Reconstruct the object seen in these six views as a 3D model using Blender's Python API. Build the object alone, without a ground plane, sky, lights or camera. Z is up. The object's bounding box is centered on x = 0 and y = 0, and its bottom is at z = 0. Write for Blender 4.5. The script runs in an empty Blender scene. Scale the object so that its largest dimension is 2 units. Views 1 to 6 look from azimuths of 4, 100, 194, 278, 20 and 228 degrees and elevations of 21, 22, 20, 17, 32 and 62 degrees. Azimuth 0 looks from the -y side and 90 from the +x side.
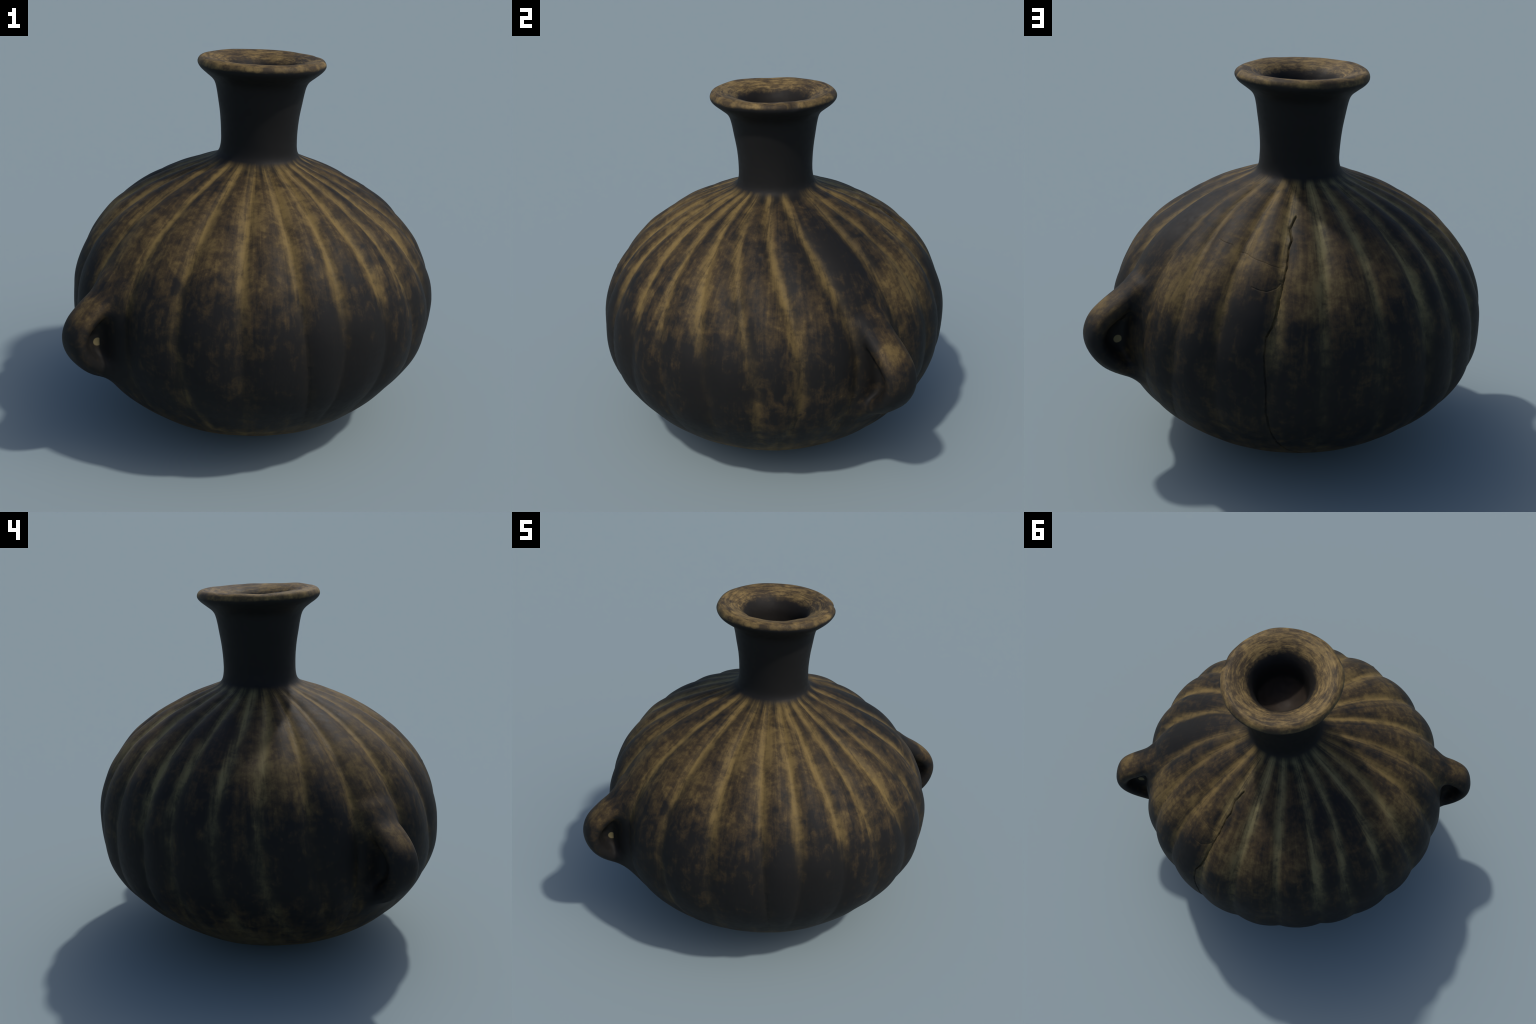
"""Ribbed, gourd-shaped pottery jar: melon-lobed body, two pierced lug handles,
flaring neck and everted rim.  The clay wall is described as one implicit
surface (a turned profile, scored by meridional grooves, blended with two
lugs); it is meshed once, then split by region into its named parts."""
import bpy, bmesh, math
import numpy as np
from mathutils import Vector, noise

# ------------------------------------------------------------------ shape
# turned profile: (height, radius over the lobe crests) of the outer wall
OUTER = [(0.000, 0.000), (0.004, 0.10), (0.018, 0.22), (0.040, 0.33), (0.063, 0.42), (0.087, 0.500),
         (0.121, 0.583), (0.165, 0.656), (0.218, 0.726), (0.30, 0.815), (0.42, 0.908),
         (0.55, 0.965), (0.70, 0.980), (0.85, 0.965), (1.00, 0.906), (1.10, 0.840),
         (1.20, 0.747), (1.30, 0.608), (1.36, 0.500), (1.41, 0.384), (1.445, 0.290),
         (1.465, 0.240), (1.49, 0.214), (1.53, 0.204), (1.60, 0.203), (1.68, 0.209),
         (1.76, 0.221), (1.82, 0.231), (1.86, 0.242), (1.885, 0.259), (1.91, 0.290),
         (1.933, 0.320), (1.952, 0.336), (1.969, 0.338), (1.985, 0.329), (1.994, 0.311)]
# inner wall, from the lip down to the packed earth that fills the hollow
INNER = [(1.994, 0.290), (1.987, 0.262), (1.977, 0.235), (1.961, 0.208), (1.938, 0.184),
         (1.91, 0.166), (1.88, 0.155), (1.84, 0.148), (1.80, 0.140), (1.765, 0.122),
         (1.733, 0.090), (1.708, 0.045), (1.700, 0.0)]
# the thrown axis leans: centre of the turned section at each height
AXIS_Z = [0.0, 0.40, 0.75, 1.30, 1.44, 1.55, 2.02]
AXIS_X = [-0.004, -0.011, -0.002, -0.0095, 0.000, 0.006, 0.009]
AXIS_Y = [-0.049, -0.018, 0.001, 0.0426, 0.0500, 0.0500, 0.0550]
TILT_X, TILT_Y = 0.0107, 0.0269            # the horizontal sections are tilted a little

# grooves between the lobes: azimuth in degrees at heights 1.42, 1.20, 0.95, 0.60,
# then how strongly pale clay shows in it (upper part, lower part)
GROOVE_H = (1.42, 1.20, 0.95, 0.60)
GROOVES = [(-16, -7, -1, 4, .75, .40), (0, 10, 14, 16, .85, .50), (18, 29, 31.5, 33, .75, .30),
           (45, 50, 52, 53, .45, .20), (57, 65, 66, 66, .60, .20), (82, 81, 81, 81, .90, .20),
           (97, 98, 98, 97, 1.0, .10), (115, 113, 112.5, 112, 1.0, .25), (131, 130, 129, 129, .85, .15),
           (149, 147, 145.5, 145, .85, .15), (164, 158.5, 157, 157, .80, .20), (180, 174, 171.5, 172, .85, .35),
           (195, 187, 186, 186, .85, .45), (207, 202, 201, 202, .75, .35), (219, 217.5, 216, 214, .8, .30),
           (239, 235.5, 234.5, 235, 1.0, .30), (256, 253, 252, 254, 1.0, .45), (272, 271, 271.5, 272, 1.0, .14),
           (287, 288, 289.5, 292, .95, .10), (300, 302, 301.5, 302, 1.0, .03), (310, 315, 317, 318, .95, .02),
           (322, 326.5, 329.5, 333, .9, .02), (332, 340, 344, 349, 1.0, .16)]
LOBE_DEPTH = 0.030
DEPTH_VAR = [1.0, 1.1, .95, .8, .9, 1.05, 1.0, 1.0, .95, 1.05, .85, 1.0, 1.0, .95, 1.1, 1.1,
             1.0, .95, 1.0, .9, .95, .85, 1.05]

# lug handles: azimuth and the centre line of the loop as (radius, height)
LUGS = [223.7, 42.2]
LUG_PATH = [(0.90, 0.945), (0.963, 0.893), (1.040, 0.840), (1.098, 0.785), (1.124, 0.722),
            (1.113, 0.655), (1.070, 0.595), (0.995, 0.538), (0.89, 0.480)]
LUG_HALF_WIDTH, LUG_HALF_THICK = 0.090, 0.048
LUG_BLEND = [0.060, 0.040]                 # how softly each lug runs into the wall
LUG_HOLE = (1.012, 0.680)

# fractures: (azimuth, height) along the line, width, depth
CRACKS = [([(101.5, 1.365), (100, 1.345), (98.6, 1.325), (100, 1.29), (99.2, 1.26), (99.3, 1.20),
            (98.8, 1.16), (98.2, 1.10), (97.8, 1.03), (97, 0.97), (95.6, 0.93)], 0.0042, 0.012),
          ([(95.6, 0.93), (95.4, 0.85), (96.4, 0.68), (96.2, 0.55), (97, 0.43), (100, 0.30), (108, 0.17), (118, 0.08)],
           0.0036, 0.007),
          ([(98.5, 1.145), (96.8, 1.120), (94, 1.108), (91.5, 1.112), (89, 1.12)], 0.0022, 0.0022),
          ([(69, 1.255), (76, 1.25), (80, 1.225), (84, 1.222), (91, 1.212), (97, 1.19)], 0.0020, 0.0013)]

GROOVE_POLY = [np.polyfit(np.array(GROOVE_H) - 1.0, np.radians(g[:4]), 2) for g in GROOVES]


def dense(points, n):
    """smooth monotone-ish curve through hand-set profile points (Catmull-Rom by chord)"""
    p = np.array([(r, z) for z, r in points])
    d = np.r_[0, np.cumsum(np.sqrt(np.hypot(*np.diff(p, axis=0).T)))]
    t = np.linspace(0, d[-1], n)
    m = np.zeros_like(p)
    m[1:-1] = (p[2:] - p[:-2]) / (d[2:] - d[:-2])[:, None]
    m[0] = (p[1] - p[0]) / (d[1] - d[0]); m[-1] = (p[-1] - p[-2]) / (d[-1] - d[-2])
    k = np.clip(np.searchsorted(d, t) - 1, 0, len(d) - 2)
    h = (d[k + 1] - d[k])[:, None]; s = ((t - d[k]) / (d[k + 1] - d[k]))[:, None]
    return ((1 + 2 * s) * (1 - s) ** 2 * p[k] + s * (1 - s) ** 2 * h * m[k]
            + s * s * (3 - 2 * s) * p[k + 1] + s * s * (s - 1) * h * m[k + 1])


PROFILE = np.vstack([dense(OUTER + INNER[:1], 220), dense(INNER, 130)[1:]])
PROFILE[:, 0] = np.maximum(PROFILE[:, 0], 0)
OUT_CURVE = dense(OUTER, 300)
_o = np.argsort(OUT_CURVE[:, 1], kind='stable')
OUT_Z, OUT_R = OUT_CURVE[_o, 1], OUT_CURVE[_o, 0]

# signed distance of the turned profile on a fine (r, z) grid
GR, GZ, GSTEP = 500, 900, 0.0025
G_Z0 = -0.10


def profile_field():
    r = np.arange(GR) * GSTEP
    z = G_Z0 + np.arange(GZ) * GSTEP
    R, Z = np.meshgrid(r, z, indexing='ij')
    best = np.full(R.shape, 9.0); inside = np.zeros(R.shape, bool)
    n = len(PROFILE)
    for i in range(n):
        a = PROFILE[i]; b = PROFILE[(i + 1) % n]
        if np.hypot(*(b - a)) < 1e-9:
            continue
        if a[0] < 1e-6 and b[0] < 1e-6:
            closing = True
        else:
            closing = False
        if not closing:
            lo = min(a[1], b[1]) - .3; hi = max(a[1], b[1]) + .3
            j0 = max(0, int((lo - G_Z0) / GSTEP)); j1 = min(GZ, int((hi - G_Z0) / GSTEP) + 1)
            RR = R[:, j0:j1]; ZZ = Z[:, j0:j1]
            ab = b - a
            t = np.clip(((RR - a[0]) * ab[0] + (ZZ - a[1]) * ab[1]) / (ab @ ab), 0, 1)
            d = (RR - a[0] - t * ab[0]) ** 2 + (ZZ - a[1] - t * ab[1]) ** 2
            best[:, j0:j1] = np.minimum(best[:, j0:j1], d)
        if a[1] != b[1]:
            lo, hi = sorted((a[1], b[1]))
            j = (z >= lo) & (z < hi)
            rx = a[0] + (z[j] - a[1]) * (b[0] - a[0]) / (b[1] - a[1])
            inside[:, j] ^= r[:, None] < rx[None, :]
    return np.sqrt(best) * np.where(inside, -1, 1)


FIELD = profile_field()


def profile_distance(r, z):
    u = np.clip(r / GSTEP, 0, GR - 1.001); v = np.clip((z - G_Z0) / GSTEP, 0, GZ - 1.001)
    i = u.astype(int); j = v.astype(int); fu = u - i; fv = v - j
    return (FIELD[i, j] * (1 - fu) * (1 - fv) + FIELD[i + 1, j] * fu * (1 - fv)
            + FIELD[i, j + 1] * (1 - fu) * fv + FIELD[i + 1, j + 1] * fu * fv)


def smoothstep(a, b, x):
    t = np.clip((x - a) / (b - a), 0, 1)
    return t * t * (3 - 2 * t)


def out_of_round(th, zt):
    """the body is not quite circular: slightly wide along x, lower down along the diagonal"""
    up = smoothstep(0.25, 0.55, zt) * (1 - smoothstep(1.15, 1.42, zt))
    low = smoothstep(0.0, 0.08, zt) * (1 - smoothstep(0.25, 0.55, zt))
    return (1 + up * (0.008 * np.cos(2 * th) - 0.002 * np.sin(2 * th) + 0.003 * np.cos(3 * th))
            + low * 0.010 * np.sin(2 * th)
            - up * 0.016 * smoothstep(0.70, 0.85, zt) * np.exp(-((np.degrees(th) - 51) / 13) ** 2)
            - up * 0.009 * np.exp(-((np.degrees(th) - 142) / 18) ** 2)
            - 0.009 * smoothstep(0.22, 0.40, zt) * (1 - smoothstep(0.50, 0.72, zt))
            * np.exp(-((np.degrees(th) + 35) / 32) ** 2))


def to_turned(P):
    """world -> (radius, azimuth, height) about the leaning axis"""
    zt = P[:, 2] + TILT_X * P[:, 0] + TILT_Y * (P[:, 1] - 0.0)
    dx = P[:, 0] - np.interp(zt, AXIS_Z, AXIS_X); dy = P[:, 1] - np.interp(zt, AXIS_Z, AXIS_Y)
    th = np.arctan2(dy, dx)
    return np.hypot(dx, dy) / out_of_round(th, zt), th, zt


def from_turned(r, th, zt):
    r = r * out_of_round(th, zt)
    x = np.interp(zt, AXIS_Z, AXIS_X) + r * np.cos(th); y = np.interp(zt, AXIS_Z, AXIS_Y) + r * np.sin(th)
    return np.stack([x, y, zt - TILT_X * x - TILT_Y * y], -1)


def lobes(th, zt):
    """1 on the floor of a groove, 0 on the crest of a lobe"""
    t = np.clip(zt, 0.1, 1.46) - 1.0
    left = np.full(th.shape, 9.0); right = np.full(th.shape, 9.0)
    wl = np.ones(th.shape); wr = np.ones(th.shape)
    for c, w in zip(GROOVE_POLY, DEPTH_VAR):
        d = (th - np.polyval(c, t)) % (2 * math.pi)
        k = d < left; left = np.where(k, d, left); wl = np.where(k, w, wl)
        d = 2 * math.pi - d
        k = d < right; right = np.where(k, d, right); wr = np.where(k, w, wr)
    span = left + right
    u = left / span
    h = ((np.sin(math.pi * u) ** 2 + 0.012) / 1.012) ** 0.33
    return (1 - h) * (wl * (1 - u) + wr * u) * np.clip(span / 0.273, .7, 1.25) ** 0.7


def polyline_distance(x, y, path):
    best = np.full(x.shape, 9.0)
    for a, b in zip(path[:-1], path[1:]):
        ab = b - a
        t = np.clip(((x - a[0]) * ab[0] + (y - a[1]) * ab[1]) / (ab @ ab), 0, 1)
        best = np.minimum(best, (x - a[0] - t * ab[0]) ** 2 + (y - a[1] - t * ab[1]) ** 2)
    return np.sqrt(best)


LUG_CURVE = dense([(z, r) for r, z in LUG_PATH], 40)


def smin(a, b, k):
    h = np.clip(0.5 + 0.5 * (b - a) / k, 0, 1)
    return b * (1 - h) + a * h - k * h * (1 - h)


def lug_field(P, phi):
    a = math.radians(phi)
    rho = P[:, 0] * math.cos(a) + P[:, 1] * math.sin(a)
    tan = -P[:, 0] * math.sin(a) + P[:, 1] * math.cos(a)
    z = P[:, 2]
    out = np.full(len(P), 1.0)
    k = (rho > 0.75) & (np.abs(tan) < 0.35) & (z > 0.2) & (z < 1.25)
    if not k.any():
        return out
    rho, tan, z = rho[k], tan[k], z[k]
    d = polyline_distance(rho, z, LUG_CURVE)
    hw = LUG_HALF_WIDTH
    band = (((d / LUG_HALF_THICK) ** 2.3 + (np.abs(tan) / hw) ** 2.3) ** (1 / 2.3) - 1) * LUG_HALF_THICK
    # clay left in the middle of the hole
    web = np.maximum(np.hypot((rho - LUG_HOLE[0]), (z - LUG_HOLE[1]) * .7) - 0.10, np.abs(tan) - 0.017)
    out[k] = smin(band, web, 0.05)
    return out


def clay(P):
    """implicit clay wall: negative inside"""
    r, th, zt = to_turned(P)
    f = profile_distance(r, zt)
    rout = np.interp(zt, OUT_Z, OUT_R)
    outer = smoothstep(-0.045, -0.03, r - rout)
    depth = LOBE_DEPTH * np.interp(zt, [0.20, 0.34, 0.52, 0.75, 1.00, 1.25, 1.36, 1.42, 1.462],
                                   [0.0, 0.18, 0.55, 0.88, 1.00, 0.93, 0.66, 0.42, 0.0])
    k = (outer > 0) & (depth > 0)
    g = np.zeros(len(P))
    if k.any():
        g[k] = lobes(th[k], zt[k]) * depth[k] * outer[k]
    f = f + g
    for phi, blend in zip(LUGS, LUG_BLEND):
        l = lug_field(P, phi)
        k = l < 0.4
        f[k] = smin(f[k], l[k], blend)
    return f


def settle(P, rounds=3):
    """slide points along the field's gradient on to the clay surface"""
    e = 0.002
    for _ in range(rounds):
        f = clay(P)
        g = np.stack([clay(P + np.eye(3)[i] * e) for i in range(3)], -1)
        g = (g - f[:, None]) / e
        n2 = np.maximum((g * g).sum(1), 0.25)
        step = np.clip(f / n2, -0.02, 0.02)
        P = P - g * step[:, None]
    return P


# ------------------------------------------------------------------ first rough solid
def rough_solid():
    bm = bmesh.new()
    seg = 256
    th = np.linspace(0, 2 * math.pi, seg, endpoint=False)
    rings = []
    prof = PROFILE[::2] if len(PROFILE) % 2 == 1 else np.vstack([PROFILE[::2], PROFILE[-1:]])
    for r, z in prof:
        if r < 1e-5:
            p = from_turned(np.array([0.0]), np.array([0.0]), np.array([z]))[0]
            rings.append([bm.verts.new(p)])
        else:
            P = from_turned(np.full(seg, r), th, np.full(seg, z))
            rings.append([bm.verts.new(p) for p in P])
    for A, B in zip(rings[:-1], rings[1:]):
        for i in range(seg):
            j = (i + 1) % seg
            if len(A) == 1 and len(B) == 1:
                continue
            if len(A) == 1:
                bm.faces.new((A[0], B[j], B[i]))
            elif len(B) == 1:
                bm.faces.new((A[i], A[j], B[0]))
            else:
                bm.faces.new((A[i], A[j], B[j], B[i]))
    for phi in LUGS:
        a = math.radians(phi)
        er = Vector((math.cos(a), math.sin(a), 0)); et = Vector((-math.sin(a), math.cos(a), 0)); ez = Vector((0, 0, 1))
        path = LUG_CURVE[::2]
        prev = None; first = None
        for i, (rho, z) in enumerate(path):
            t = path[min(i + 1, len(path) - 1)] - path[max(i - 1, 0)]
            t = t / np.linalg.norm(t)
            nrm = er * (-t[1]) + ez * t[0]
            c = er * rho + ez * z
            ring = [bm.verts.new(c + et * (LUG_HALF_WIDTH * math.cos(w)) + nrm * (LUG_HALF_THICK * math.sin(w)))
                    for w in np.linspace(0, 2 * math.pi, 20, endpoint=False)]
            if prev:
                for m in range(20):
                    bm.faces.new((prev[m], prev[(m + 1) % 20], ring[(m + 1) % 20], ring[m]))
            else:
                first = ring
            prev = ring
        bm.faces.new(first); bm.faces.new(prev)
        box = bmesh.ops.create_cube(bm, size=1.0)['verts']
        for v in box:
            x, y, z = v.co
            v.co = er * (LUG_HOLE[0] - 0.03 + x * 0.21) + et * (y * 0.04) + ez * (LUG_HOLE[1] + z * 0.22)
    bmesh.ops.recalc_face_normals(bm, faces=bm.faces)
    me = bpy.data.meshes.new('rough')
    bm.to_mesh(me); bm.free()
    return me


def crack_offsets(P):
    r, th, zt = to_turned(P)
    off = np.zeros(len(P)); near = np.zeros(len(P), bool)
    rout = np.interp(zt, OUT_Z, OUT_R)
    k = np.where((np.abs(th - math.radians(95)) < 0.75) & (r > rout - 0.06) & (zt < 1.43))[0]
    if len(k) == 0:
        return off, near
    s = (th[k] - math.radians(97)) * r[k]
    z = P[k, 2]
    wob = np.array([noise.noise(Vector(p) * 38) for p in P[k]]) * 0.0035
    for path, width, depth in CRACKS:
        zz = np.array([b for a, b in path])
        rr = np.interp(zz, OUT_Z, OUT_R)
        line = np.stack([(np.radians([a for a, b in path]) - math.radians(97)) * rr, zz], -1)
        d = polyline_distance(s + wob, z, line)
        off[k] = np.maximum(off[k], depth * np.exp(-(d / width) ** 2 * 1.2))
        near[k] |= d < width * 2 + 0.008
    return off, near


def build_surface():
    rough = rough_solid()
    ob = bpy.data.objects.new('rough', rough)
    bpy.context.scene.collection.objects.link(ob)
    m = ob.modifiers.new('remesh', 'REMESH')
    m.mode = 'VOXEL'; m.voxel_size = VOXEL; m.adaptivity = 0.0
    dg = bpy.context.evaluated_depsgraph_get()
    me = bpy.data.meshes.new_from_object(ob.evaluated_get(dg))
    bpy.data.objects.remove(ob); bpy.data.meshes.remove(rough)
    n = len(me.vertices)
    P = np.empty(n * 3); me.vertices.foreach_get('co', P); P = P.reshape(-1, 3)
    # even out the voxel staircase, then settle on the exact surface
    E_ = np.empty(len(me.edges) * 2, int); me.edges.foreach_get('vertices', E_); E_ = E_.reshape(-1, 2)
    deg = np.maximum(np.bincount(E_.ravel(), minlength=n), 1)[:, None]

    def relax(P, k):
        for _ in range(k):
            acc = np.stack([np.bincount(E_[:, 0], P[E_[:, 1], c], n) + np.bincount(E_[:, 1], P[E_[:, 0], c], n)
                            for c in range(3)], -1)
            P = 0.5 * P + 0.5 * acc / deg
        return P
    P = settle(relax(P, 4), 3)
    P = settle(relax(P, 2), 2)
    me.vertices.foreach_set('co', P.ravel()); me.update()
    # refine along the fractures
    for _ in range(2):
        P = np.empty(len(me.vertices) * 3); me.vertices.foreach_get('co', P); P = P.reshape(-1, 3)
        near = crack_offsets(P)[1]
        bm = bmesh.new(); bm.from_mesh(me); bm.edges.ensure_lookup_table()
        ed = [e for e in bm.edges if near[e.verts[0].index] and near[e.verts[1].index]]
        bmesh.ops.subdivide_edges(bm, edges=ed, cuts=1, use_grid_fill=True)
        bm.to_mesh(me); bm.free()
    P = np.empty(len(me.vertices) * 3); me.vertices.foreach_get('co', P); P = P.reshape(-1, 3)
    near = crack_offsets(P)[1]
    P[near] = settle(P[near], 1)
    me.vertices.foreach_set('co', P.ravel()); me.update()
    N = np.empty(len(P) * 3); me.vertices.foreach_get('normal', N); N = N.reshape(-1, 3)
    # hand-made unevenness
    r, th, zt = to_turned(P)
    off = np.zeros(len(P))
    for i, p in enumerate(P):
        v = Vector(p)
        off[i] = 0.0035 * noise.noise(v * 3.1) + 0.0016 * noise.noise(v * 9.0 + Vector((5, 1, 2)))
    rim = smoothstep(1.90, 1.95, zt)
    lip = np.array([noise.noise(Vector((math.cos(a) * 2.2, math.sin(a) * 2.2, 3.0 + z * 3))) for a, z in zip(th[rim > 0], zt[rim > 0])])
    off[rim > 0] += 0.006 * lip * rim[rim > 0]
    crack, _ = crack_offsets(P)
    P = P + N * (off - crack)[:, None]
    P = chips(P, N)
    P[:, 2] = np.where(P[:, 2] < 0.004, 0.002 + 0.5 * np.maximum(P[:, 2], -0.004), P[:, 2])   # worn flat where it stands
    P[:, 2] -= P[:, 2].min()
    me.vertices.foreach_set('co', P.ravel()); me.update()
    return me


def chips(P, N):
    # small knocked spots and pellets: (azimuth, height, radius, depth)
    for az, z, rad, dep in [(287, 1.085, .012, .004), (277, 0.985, .010, -.004), (2, 1.29, .012, -.006),
                            (19, 1.02, .022, .003), (13, 1.30, .014, -.003)]:
        c = from_turned(np.array([np.interp(z, OUT_Z, OUT_R)]), np.array([math.radians(az)]), np.array([z]))[0]
        d = np.linalg.norm(P - c, axis=1)
        P = P - N * (dep * np.exp(-(d / rad) ** 2))[:, None]
    # nick in the lip
    for az, rad, dep in [(26, .020, .010), (29, .012, .006), (22, .03, .004)]:
        c = from_turned(np.array([0.332]), np.array([math.radians(az)]), np.array([1.978]))[0]
        d = np.linalg.norm(P - c, axis=1)
        P = P - N * (dep * np.exp(-(d / rad) ** 2))[:, None]
    return P


VOXEL = 0.0085


# ------------------------------------------------------------------ node helpers
class Graph:
    def __init__(self, name):
        self.mat = bpy.data.materials.new(name)
        self.mat.use_nodes = True
        self.nt = self.mat.node_tree
        self.nt.nodes.clear()

    def node(self, kind, **kw):
        n = self.nt.nodes.new(kind)
        for k, v in kw.items():
            setattr(n, k, v)
        return n

    def link(self, a, b):
        self.nt.links.new(a, b)

    def put(self, sock, v):
        if isinstance(v, S):
            self.link(v.s, sock)
        elif isinstance(v, bpy.types.NodeSocket):
            self.link(v, sock)
        else:
            sock.default_value = v

    def m(self, op, *a, clamp=False):
        n = self.node('ShaderNodeMath', operation=op, use_clamp=clamp)
        for i, v in enumerate(a):
            self.put(n.inputs[i], v)
        return S(self, n.outputs[0])

    def ramp(self, x, a, b, lo=0.0, hi=1.0, smooth=True):
        n = self.node('ShaderNodeMapRange', interpolation_type='SMOOTHSTEP' if smooth else 'LINEAR')
        for i, v in enumerate((x, a, b, lo, hi)):
            self.put(n.inputs[i], v)
        return S(self, n.outputs[0])

    def noise(self, vec, scale, detail=4.0, rough=0.55, distort=0.0):
        n = self.node('ShaderNodeTexNoise')
        self.put(n.inputs['Vector'], vec)
        n.inputs['Scale'].default_value = scale; n.inputs['Detail'].default_value = detail
        n.inputs['Roughness'].default_value = rough; n.inputs['Distortion'].default_value = distort
        return S(self, n.outputs[0])

    def xyz(self, x, y, z):
        n = self.node('ShaderNodeCombineXYZ')
        for i, v in enumerate((x, y, z)):
            self.put(n.inputs[i], v)
        return n.outputs[0]

    def mix(self, f, a, b):
        n = self.node('ShaderNodeMix', data_type='RGBA')
        self.put(n.inputs['Factor'], f)
        for s, v in ((n.inputs[6], a), (n.inputs[7], b)):
            if isinstance(v, tuple):
                s.default_value = (*v, 1)
            else:
                self.link(v, s)
        return n.outputs[2]

    def blob(self, pos, c, rad):
        """soft ball mask: 1 at the centre, 0 beyond the radius"""
        n = self.node('ShaderNodeVectorMath', operation='DISTANCE')
        self.link(pos, n.inputs[0]); n.inputs[1].default_value = c
        return self.ramp(S(self, n.outputs['Value']), 0.0, rad, 1.0, 0.0)


class S:
    def __init__(self, g, s): self.g, self.s = g, s
    def __add__(self, o): return self.g.m('ADD', self, o)
    def __radd__(self, o): return self.g.m('ADD', o, self)
    def __sub__(self, o): return self.g.m('SUBTRACT', self, o)
    def __rsub__(self, o): return self.g.m('SUBTRACT', o, self)
    def __mul__(self, o): return self.g.m('MULTIPLY', self, o)
    def __rmul__(self, o): return self.g.m('MULTIPLY', o, self)
    def clamp(self): return self.g.m('ADD', self, 0.0, clamp=True)
    def max(self, o): return self.g.m('MAXIMUM', self, o)


# ------------------------------------------------------------------ colours
SLIP = (0.0108, 0.0104, 0.0100)      # burnished black slip
UMBER = (0.049, 0.0335, 0.0165)        # thin, brown slip
OCHRE = (0.185, 0.127, 0.045)        # bare clay
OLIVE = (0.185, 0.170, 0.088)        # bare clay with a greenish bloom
EARTH = (0.034, 0.0255, 0.019)        # unslipped inside

# where the slip is rubbed thin (+) or thick (-): azimuth, height, radius, amount
WORN = [(287, 1.36, .30, .24), (262, 1.27, .36, .16), (236, 1.22, .34, .14), (304, 1.27, .32, .18),
        (256, 1.08, .34, .10), (222, 1.00, .30, .16), (322, 1.10, .32, .14), (290, 1.12, .32, .12),
        (344, 1.15, .30, .10), (13, 1.02, .22, .20), (46, .98, .14, .14), (55, 1.09, .26, .18), (10, .50, .34, .12),
        (30, .52, .30, .16), (66, 1.08, .24, .28), (80, 1.24, .26, .22), (106, 1.18, .28, .30),
        (119, 1.08, .26, .28), (133, 1.11, .24, .16), (186, 1.15, .24, .26), (198, 1.22, .26, .18),
        (138, 1.20, .24, .08), (214, 1.20, .28, .14), (192, 1.05, .26, .12),
        (38, 1.34, .34, -.22), (22, 1.22, .30, -.16), (45, 1.22, .22, -.12), (300, .62, .60, -.20),
        (350, .70, .40, -.12), (88, .96, .22, -.16), (150, .80, .50, -.10), (277, 1.13, .10, -.12),
        (240, .62, .40, -.08), (105, .66, .40, -.06), (200, .72, .36, -.06), (160, 1.32, .30, -.16), (175, .30, .42, .22), (148, .32, .36, .18), (212, .34, .32, .12), (60, .38, .32, .12),
        (150, 1.10, .26, -.14), (172, 1.10, .20, -.12), (140, .95, .40, -.10), (175, .80, .40, -.10)]


def turned_coords(g, pos, region):
    """nodes for height, radius and azimuth about the leaning axis (body) or the neck's own axis"""
    n = g.node('ShaderNodeSeparateXYZ'); g.link(pos, n.inputs[0])
    x, y, z = (S(g, o) for o in n.outputs)
    zt = z + x * TILT_X + y * TILT_Y
    if region in ('body', 'handle'):
        dx = x + 0.0106 * zt - 0.0052
        dy = y - 0.0711 * zt + 0.0515
    else:
        dx = x - 0.008
        dy = y - 0.054
    th = g.m('ARCTAN2', dy, dx)
    r = g.m('SQRT', dx * dx + dy * dy)
    return x, y, z, zt, r, th


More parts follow.
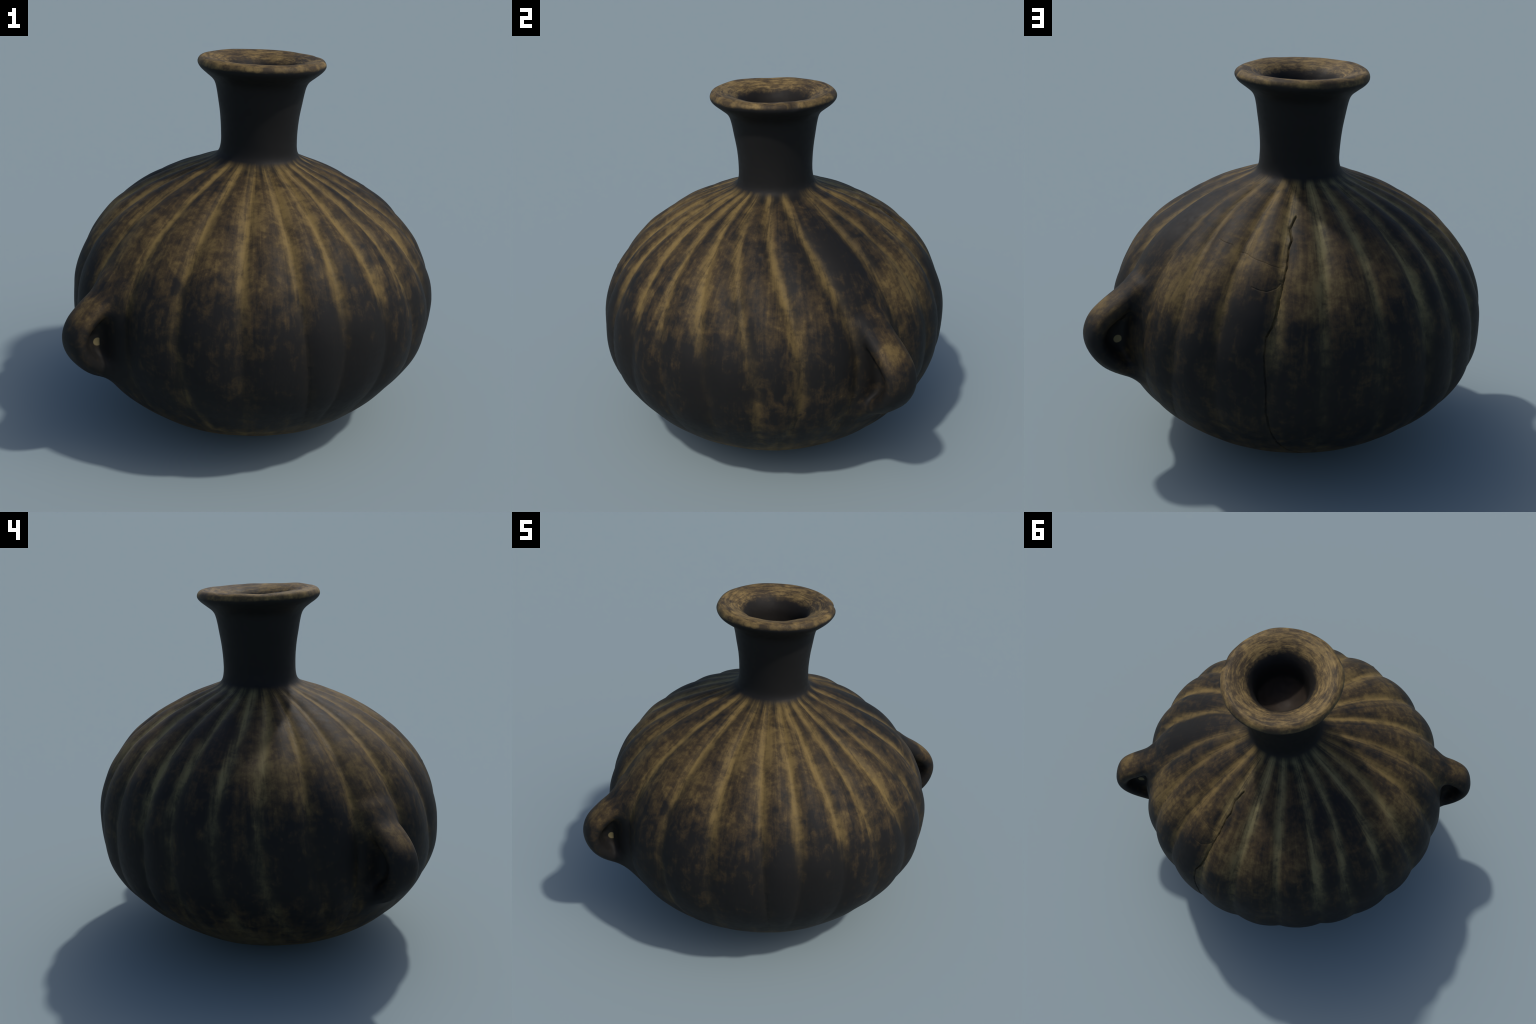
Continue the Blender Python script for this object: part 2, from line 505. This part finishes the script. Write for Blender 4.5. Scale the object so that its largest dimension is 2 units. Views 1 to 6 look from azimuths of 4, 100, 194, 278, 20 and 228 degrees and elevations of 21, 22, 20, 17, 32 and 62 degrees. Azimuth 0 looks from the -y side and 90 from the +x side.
def pottery_material(name, region):
    g = Graph(name)
    tc = g.node('ShaderNodeTexCoord')
    pos = tc.outputs['Object']
    x, y, z, zt, r, th = turned_coords(g, pos, region)
    fine = g.noise(pos, 34, 6, .62)
    mott = g.noise(pos, 13, 8, .68, .5)
    broad = g.noise(pos, 3.2, 4, .55)
    # streaks that run with the burnishing strokes
    if region in ('rim',):
        ring = g.xyz(g.m('COSINE', th) * 1.4, g.m('SINE', th) * 1.4, r * 26.0 + z * 14.0)
        streak = g.noise(ring, 2.6, 6, .62, .5)
    else:
        strokes = g.xyz(g.m('COSINE', th) * 13.0, g.m('SINE', th) * 13.0, z * 2.4)
        streak = g.noise(strokes, 1.6, 6, .66, .3)

    wear = broad * 0.5 - 0.25
    for az, h, rad, amt in WORN:
        if region in ('body', 'handle'):
            c = from_turned(np.array([np.interp(h, OUT_Z, OUT_R)]), np.array([math.radians(az)]), np.array([h]))[0]
            wear = wear + g.blob(pos, tuple(c), rad) * amt
    for phi in LUGS:
        if region in ('body', 'handle'):
            a = math.radians(phi)
            wear = wear + g.blob(pos, (1.09 * math.cos(a), 1.09 * math.sin(a), 0.875), 0.17) * 0.50
    if region in ('body', 'handle'):
        upper = g.ramp(z + (streak - .5) * .5 + (broad - .5) * .5, 0.70, 1.25, -0.03, 0.17)
        foot = g.ramp(z + streak * .06, 0.14, 0.42, 0.52, 0.0)
        collar = g.ramp(z, 1.43, 1.48, 0.0, -0.6)
        wear = wear + upper + foot + collar

    # bare clay in the grooves
    groove = None
    if region == 'body':
        wob = th + (g.noise(pos, 7, 3, .5) - 0.5) * 0.035 + (streak - 0.5) * 0.045
        t = g.m('MINIMUM', g.m('MAXIMUM', zt, 0.1), 1.46) - 1.0
        width = g.ramp(zt, 0.9, 1.38, 0.0210, 0.0160) * g.ramp(broad, .3, .7, .8, 1.25)
        q = g.m('DIVIDE', r, width)
        K = q * q
        hi = lo = None
        for c, G in zip(GROOVE_POLY, GROOVES):
            a = g.m('MULTIPLY_ADD', t, float(c[0]), float(c[1]))
            a = g.m('MULTIPLY_ADD', a, t, float(c[2]))
            e = g.m('COSINE', wob - a) - 1.0
            e = g.m('EXPONENT', e * K)
            hi = e * G[4] if hi is None else hi.max(e * G[4])
            lo = e * G[5] if lo is None else lo.max(e * G[5])
        f = g.ramp(zt + (broad - .5) * .5, 0.76, 1.22)
        groove = hi * f + lo * 0.62 * g.ramp(mott + broad, 0.75, 1.15, .3, 1.0) * (1.0 - f)
        groove = groove * g.ramp(z, 1.486, 1.450) * g.ramp(z, 0.10, 0.35)
        groove = groove * g.ramp(streak + (mott - .5) * .5, 0.32, 0.60, 0.30, 1.0)
        wear = wear + groove * 0.06

    if region in ('body', 'handle'):
        umber = g.ramp(wear + (mott - .5) * 1.0 + (fine - .5) * .6 + (streak - .5) * .70, -0.09, 0.42)
        bare = g.ramp(wear + (mott - .5) * 0.90 + (fine - .5) * .75 + (streak - .5) * .75, 0.22, 0.74, 0.0, .56)
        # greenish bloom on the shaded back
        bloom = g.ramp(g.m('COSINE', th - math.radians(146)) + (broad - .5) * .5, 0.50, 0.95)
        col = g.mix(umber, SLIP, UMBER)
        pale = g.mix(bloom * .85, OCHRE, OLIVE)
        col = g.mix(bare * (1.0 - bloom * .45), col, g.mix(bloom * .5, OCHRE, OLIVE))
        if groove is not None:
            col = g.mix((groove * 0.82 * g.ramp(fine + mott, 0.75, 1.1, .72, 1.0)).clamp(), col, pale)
        if region == 'handle':
            pale_spot = None
            for phi in LUGS:
                a = math.radians(phi)
                d = g.blob(pos, (LUG_HOLE[0] * math.cos(a) - .024 * math.sin(a), LUG_HOLE[0] * math.sin(a) + .024 * math.cos(a),
                                 LUG_HOLE[1]), 0.028)
                pale_spot = d if pale_spot is None else pale_spot.max(d)
            col = g.mix(g.ramp(pale_spot, .05, .25), col, (0.16, 0.13, 0.065))
            # rubbed back of the loop
        inner = g.ramp(r, 0.0, 0.1)
    elif region == 'neck':
        col = g.mix(g.ramp(z + (mott - .5) * .05, 1.49, 1.445, 0, .6) * g.ramp(mott, .4, .62), SLIP, UMBER)
    elif region == 'rim':
        w = streak * .85 + broad * .30 + mott * .22 + fine * .13
        col = g.mix(g.ramp(w, .50, .82), (.034, .026, .018), (.075, .052, .025))
        col = g.mix(g.ramp(w + (fine - .5) * .25, .62, 1.02), col, (0.23, .158, .062))
        dark_inner = g.ramp(r + (mott - .5) * .05 + (fine - .5) * .02, .218, .180)
        col = g.mix(dark_inner, col, (.013, .0115, .010))
        under = g.ramp(z + (fine - .5) * .012 + TILT_Y * y, 1.972, 1.954) * g.ramp(r, .224, .234)
        col = g.mix(under, col, SLIP)
    else:
        col = g.mix(g.ramp(mott, .35, .7), EARTH, (0.025, .019, .015))
        col = g.mix(g.ramp(z + (mott - .5) * .05, 1.765, 1.800), col, (.013, .0115, .010))

    rough = g.m('ADD', 0.48, fine * .25)
    bs = g.node('ShaderNodeBsdfPrincipled')
    g.link(col, bs.inputs['Base Color']); g.put(bs.inputs['Roughness'], rough)
    bs.inputs['Specular IOR Level'].default_value = 0.13
    bump = g.node('ShaderNodeBump')
    bump.inputs['Strength'].default_value = 0.25; bump.inputs['Distance'].default_value = 0.006
    g.put(bump.inputs['Height'], (fine * .6 + streak * .5 + mott * .4) if region != 'neck' else broad * .4)
    g.link(bump.outputs[0], bs.inputs['Normal'])
    out = g.node('ShaderNodeOutputMaterial')
    g.link(bs.outputs[0], out.inputs[0])
    return g.mat


# ------------------------------------------------------------------ split into parts
def split(me):
    nv = len(me.vertices); nf = len(me.polygons)
    P = np.empty(nv * 3); me.vertices.foreach_get('co', P); P = P.reshape(-1, 3)
    N = np.empty(nv * 3); me.vertices.foreach_get('normal', N); N = N.reshape(-1, 3)
    C = np.empty(nf * 3); me.polygons.foreach_get('center', C); C = C.reshape(-1, 3)
    start = np.empty(nf, int); tot = np.empty(nf, int)
    me.polygons.foreach_get('loop_start', start); me.polygons.foreach_get('loop_total', tot)
    lv = np.empty(len(me.loops), int); me.loops.foreach_get('vertex_index', lv)
    r, th, zt = to_turned(C)
    rout = np.interp(zt, OUT_Z, OUT_R)
    label = np.zeros(nf, int)                                    # 0 body
    label[zt > 1.494] = 1                                        # neck
    label[(zt > 1.880) | ((zt > 1.850) & (r < .205))] = 2                                      # rim
    wall = np.interp(zt, [1.50, 1.88, 1.90], [.185, .213, .222])
    label[(zt > 1.50) & (zt < 1.850) & (r < wall)] = 3           # throat and packed earth
    for i, phi in enumerate(LUGS):
        a = math.radians(phi)
        rho = C[:, 0] * math.cos(a) + C[:, 1] * math.sin(a)
        tan = -C[:, 0] * math.sin(a) + C[:, 1] * math.cos(a)
        z = C[:, 2]
        base = np.interp(z, OUT_Z, OUT_R)
        on = (lug_field(C, phi) < 0.012) & (rho > base + 0.012) & (z > .42) & (z < 1.02)
        label[on] = 4 + i
    return P, N, lv, start, tot, label


def make_part(name, mat, data, k, parent):
    P, N, lv, start, tot, label = data
    faces = np.where(label == k)[0]
    idx = np.concatenate([np.arange(s, s + t) for s, t in zip(start[faces], tot[faces])])
    used, inv = np.unique(lv[idx], return_inverse=True)
    me = bpy.data.meshes.new(name)
    me.vertices.add(len(used)); me.vertices.foreach_set('co', P[used].ravel())
    me.loops.add(len(idx)); me.loops.foreach_set('vertex_index', inv.astype(np.int32))
    me.polygons.add(len(faces))
    ls = np.r_[0, np.cumsum(tot[faces])[:-1]].astype(np.int32)
    me.polygons.foreach_set('loop_start', ls)
    me.update(calc_edges=True); me.validate()
    me.polygons.foreach_set('use_smooth', np.ones(len(me.polygons), bool))
    me.normals_split_custom_set_from_vertices([tuple(v) for v in N[used]])
    me.materials.append(mat)
    ob = bpy.data.objects.new(name, me)
    bpy.context.scene.collection.objects.link(ob)
    ob.parent = parent
    return ob


def main():
    whole = build_surface()
    data = split(whole)
    jar = bpy.data.objects.new('lobed_jar', None)
    bpy.context.scene.collection.objects.link(jar)
    jar['label'] = 'dark ribbed gourd-shaped pottery jar with two small lug handles'
    jar['category'] = 'pottery jar'
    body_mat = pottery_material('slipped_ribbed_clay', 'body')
    handle_mat = pottery_material('rubbed_lug_clay', 'handle')
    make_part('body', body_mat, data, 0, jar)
    make_part('neck', pottery_material('black_slip', 'neck'), data, 1, jar)
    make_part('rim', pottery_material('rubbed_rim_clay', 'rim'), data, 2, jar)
    make_part('throat', pottery_material('unslipped_clay', 'inside'), data, 3, jar)
    make_part('handle', handle_mat, data, 4, jar)
    make_part('handle', handle_mat, data, 5, jar)
    bpy.data.meshes.remove(whole)


main()
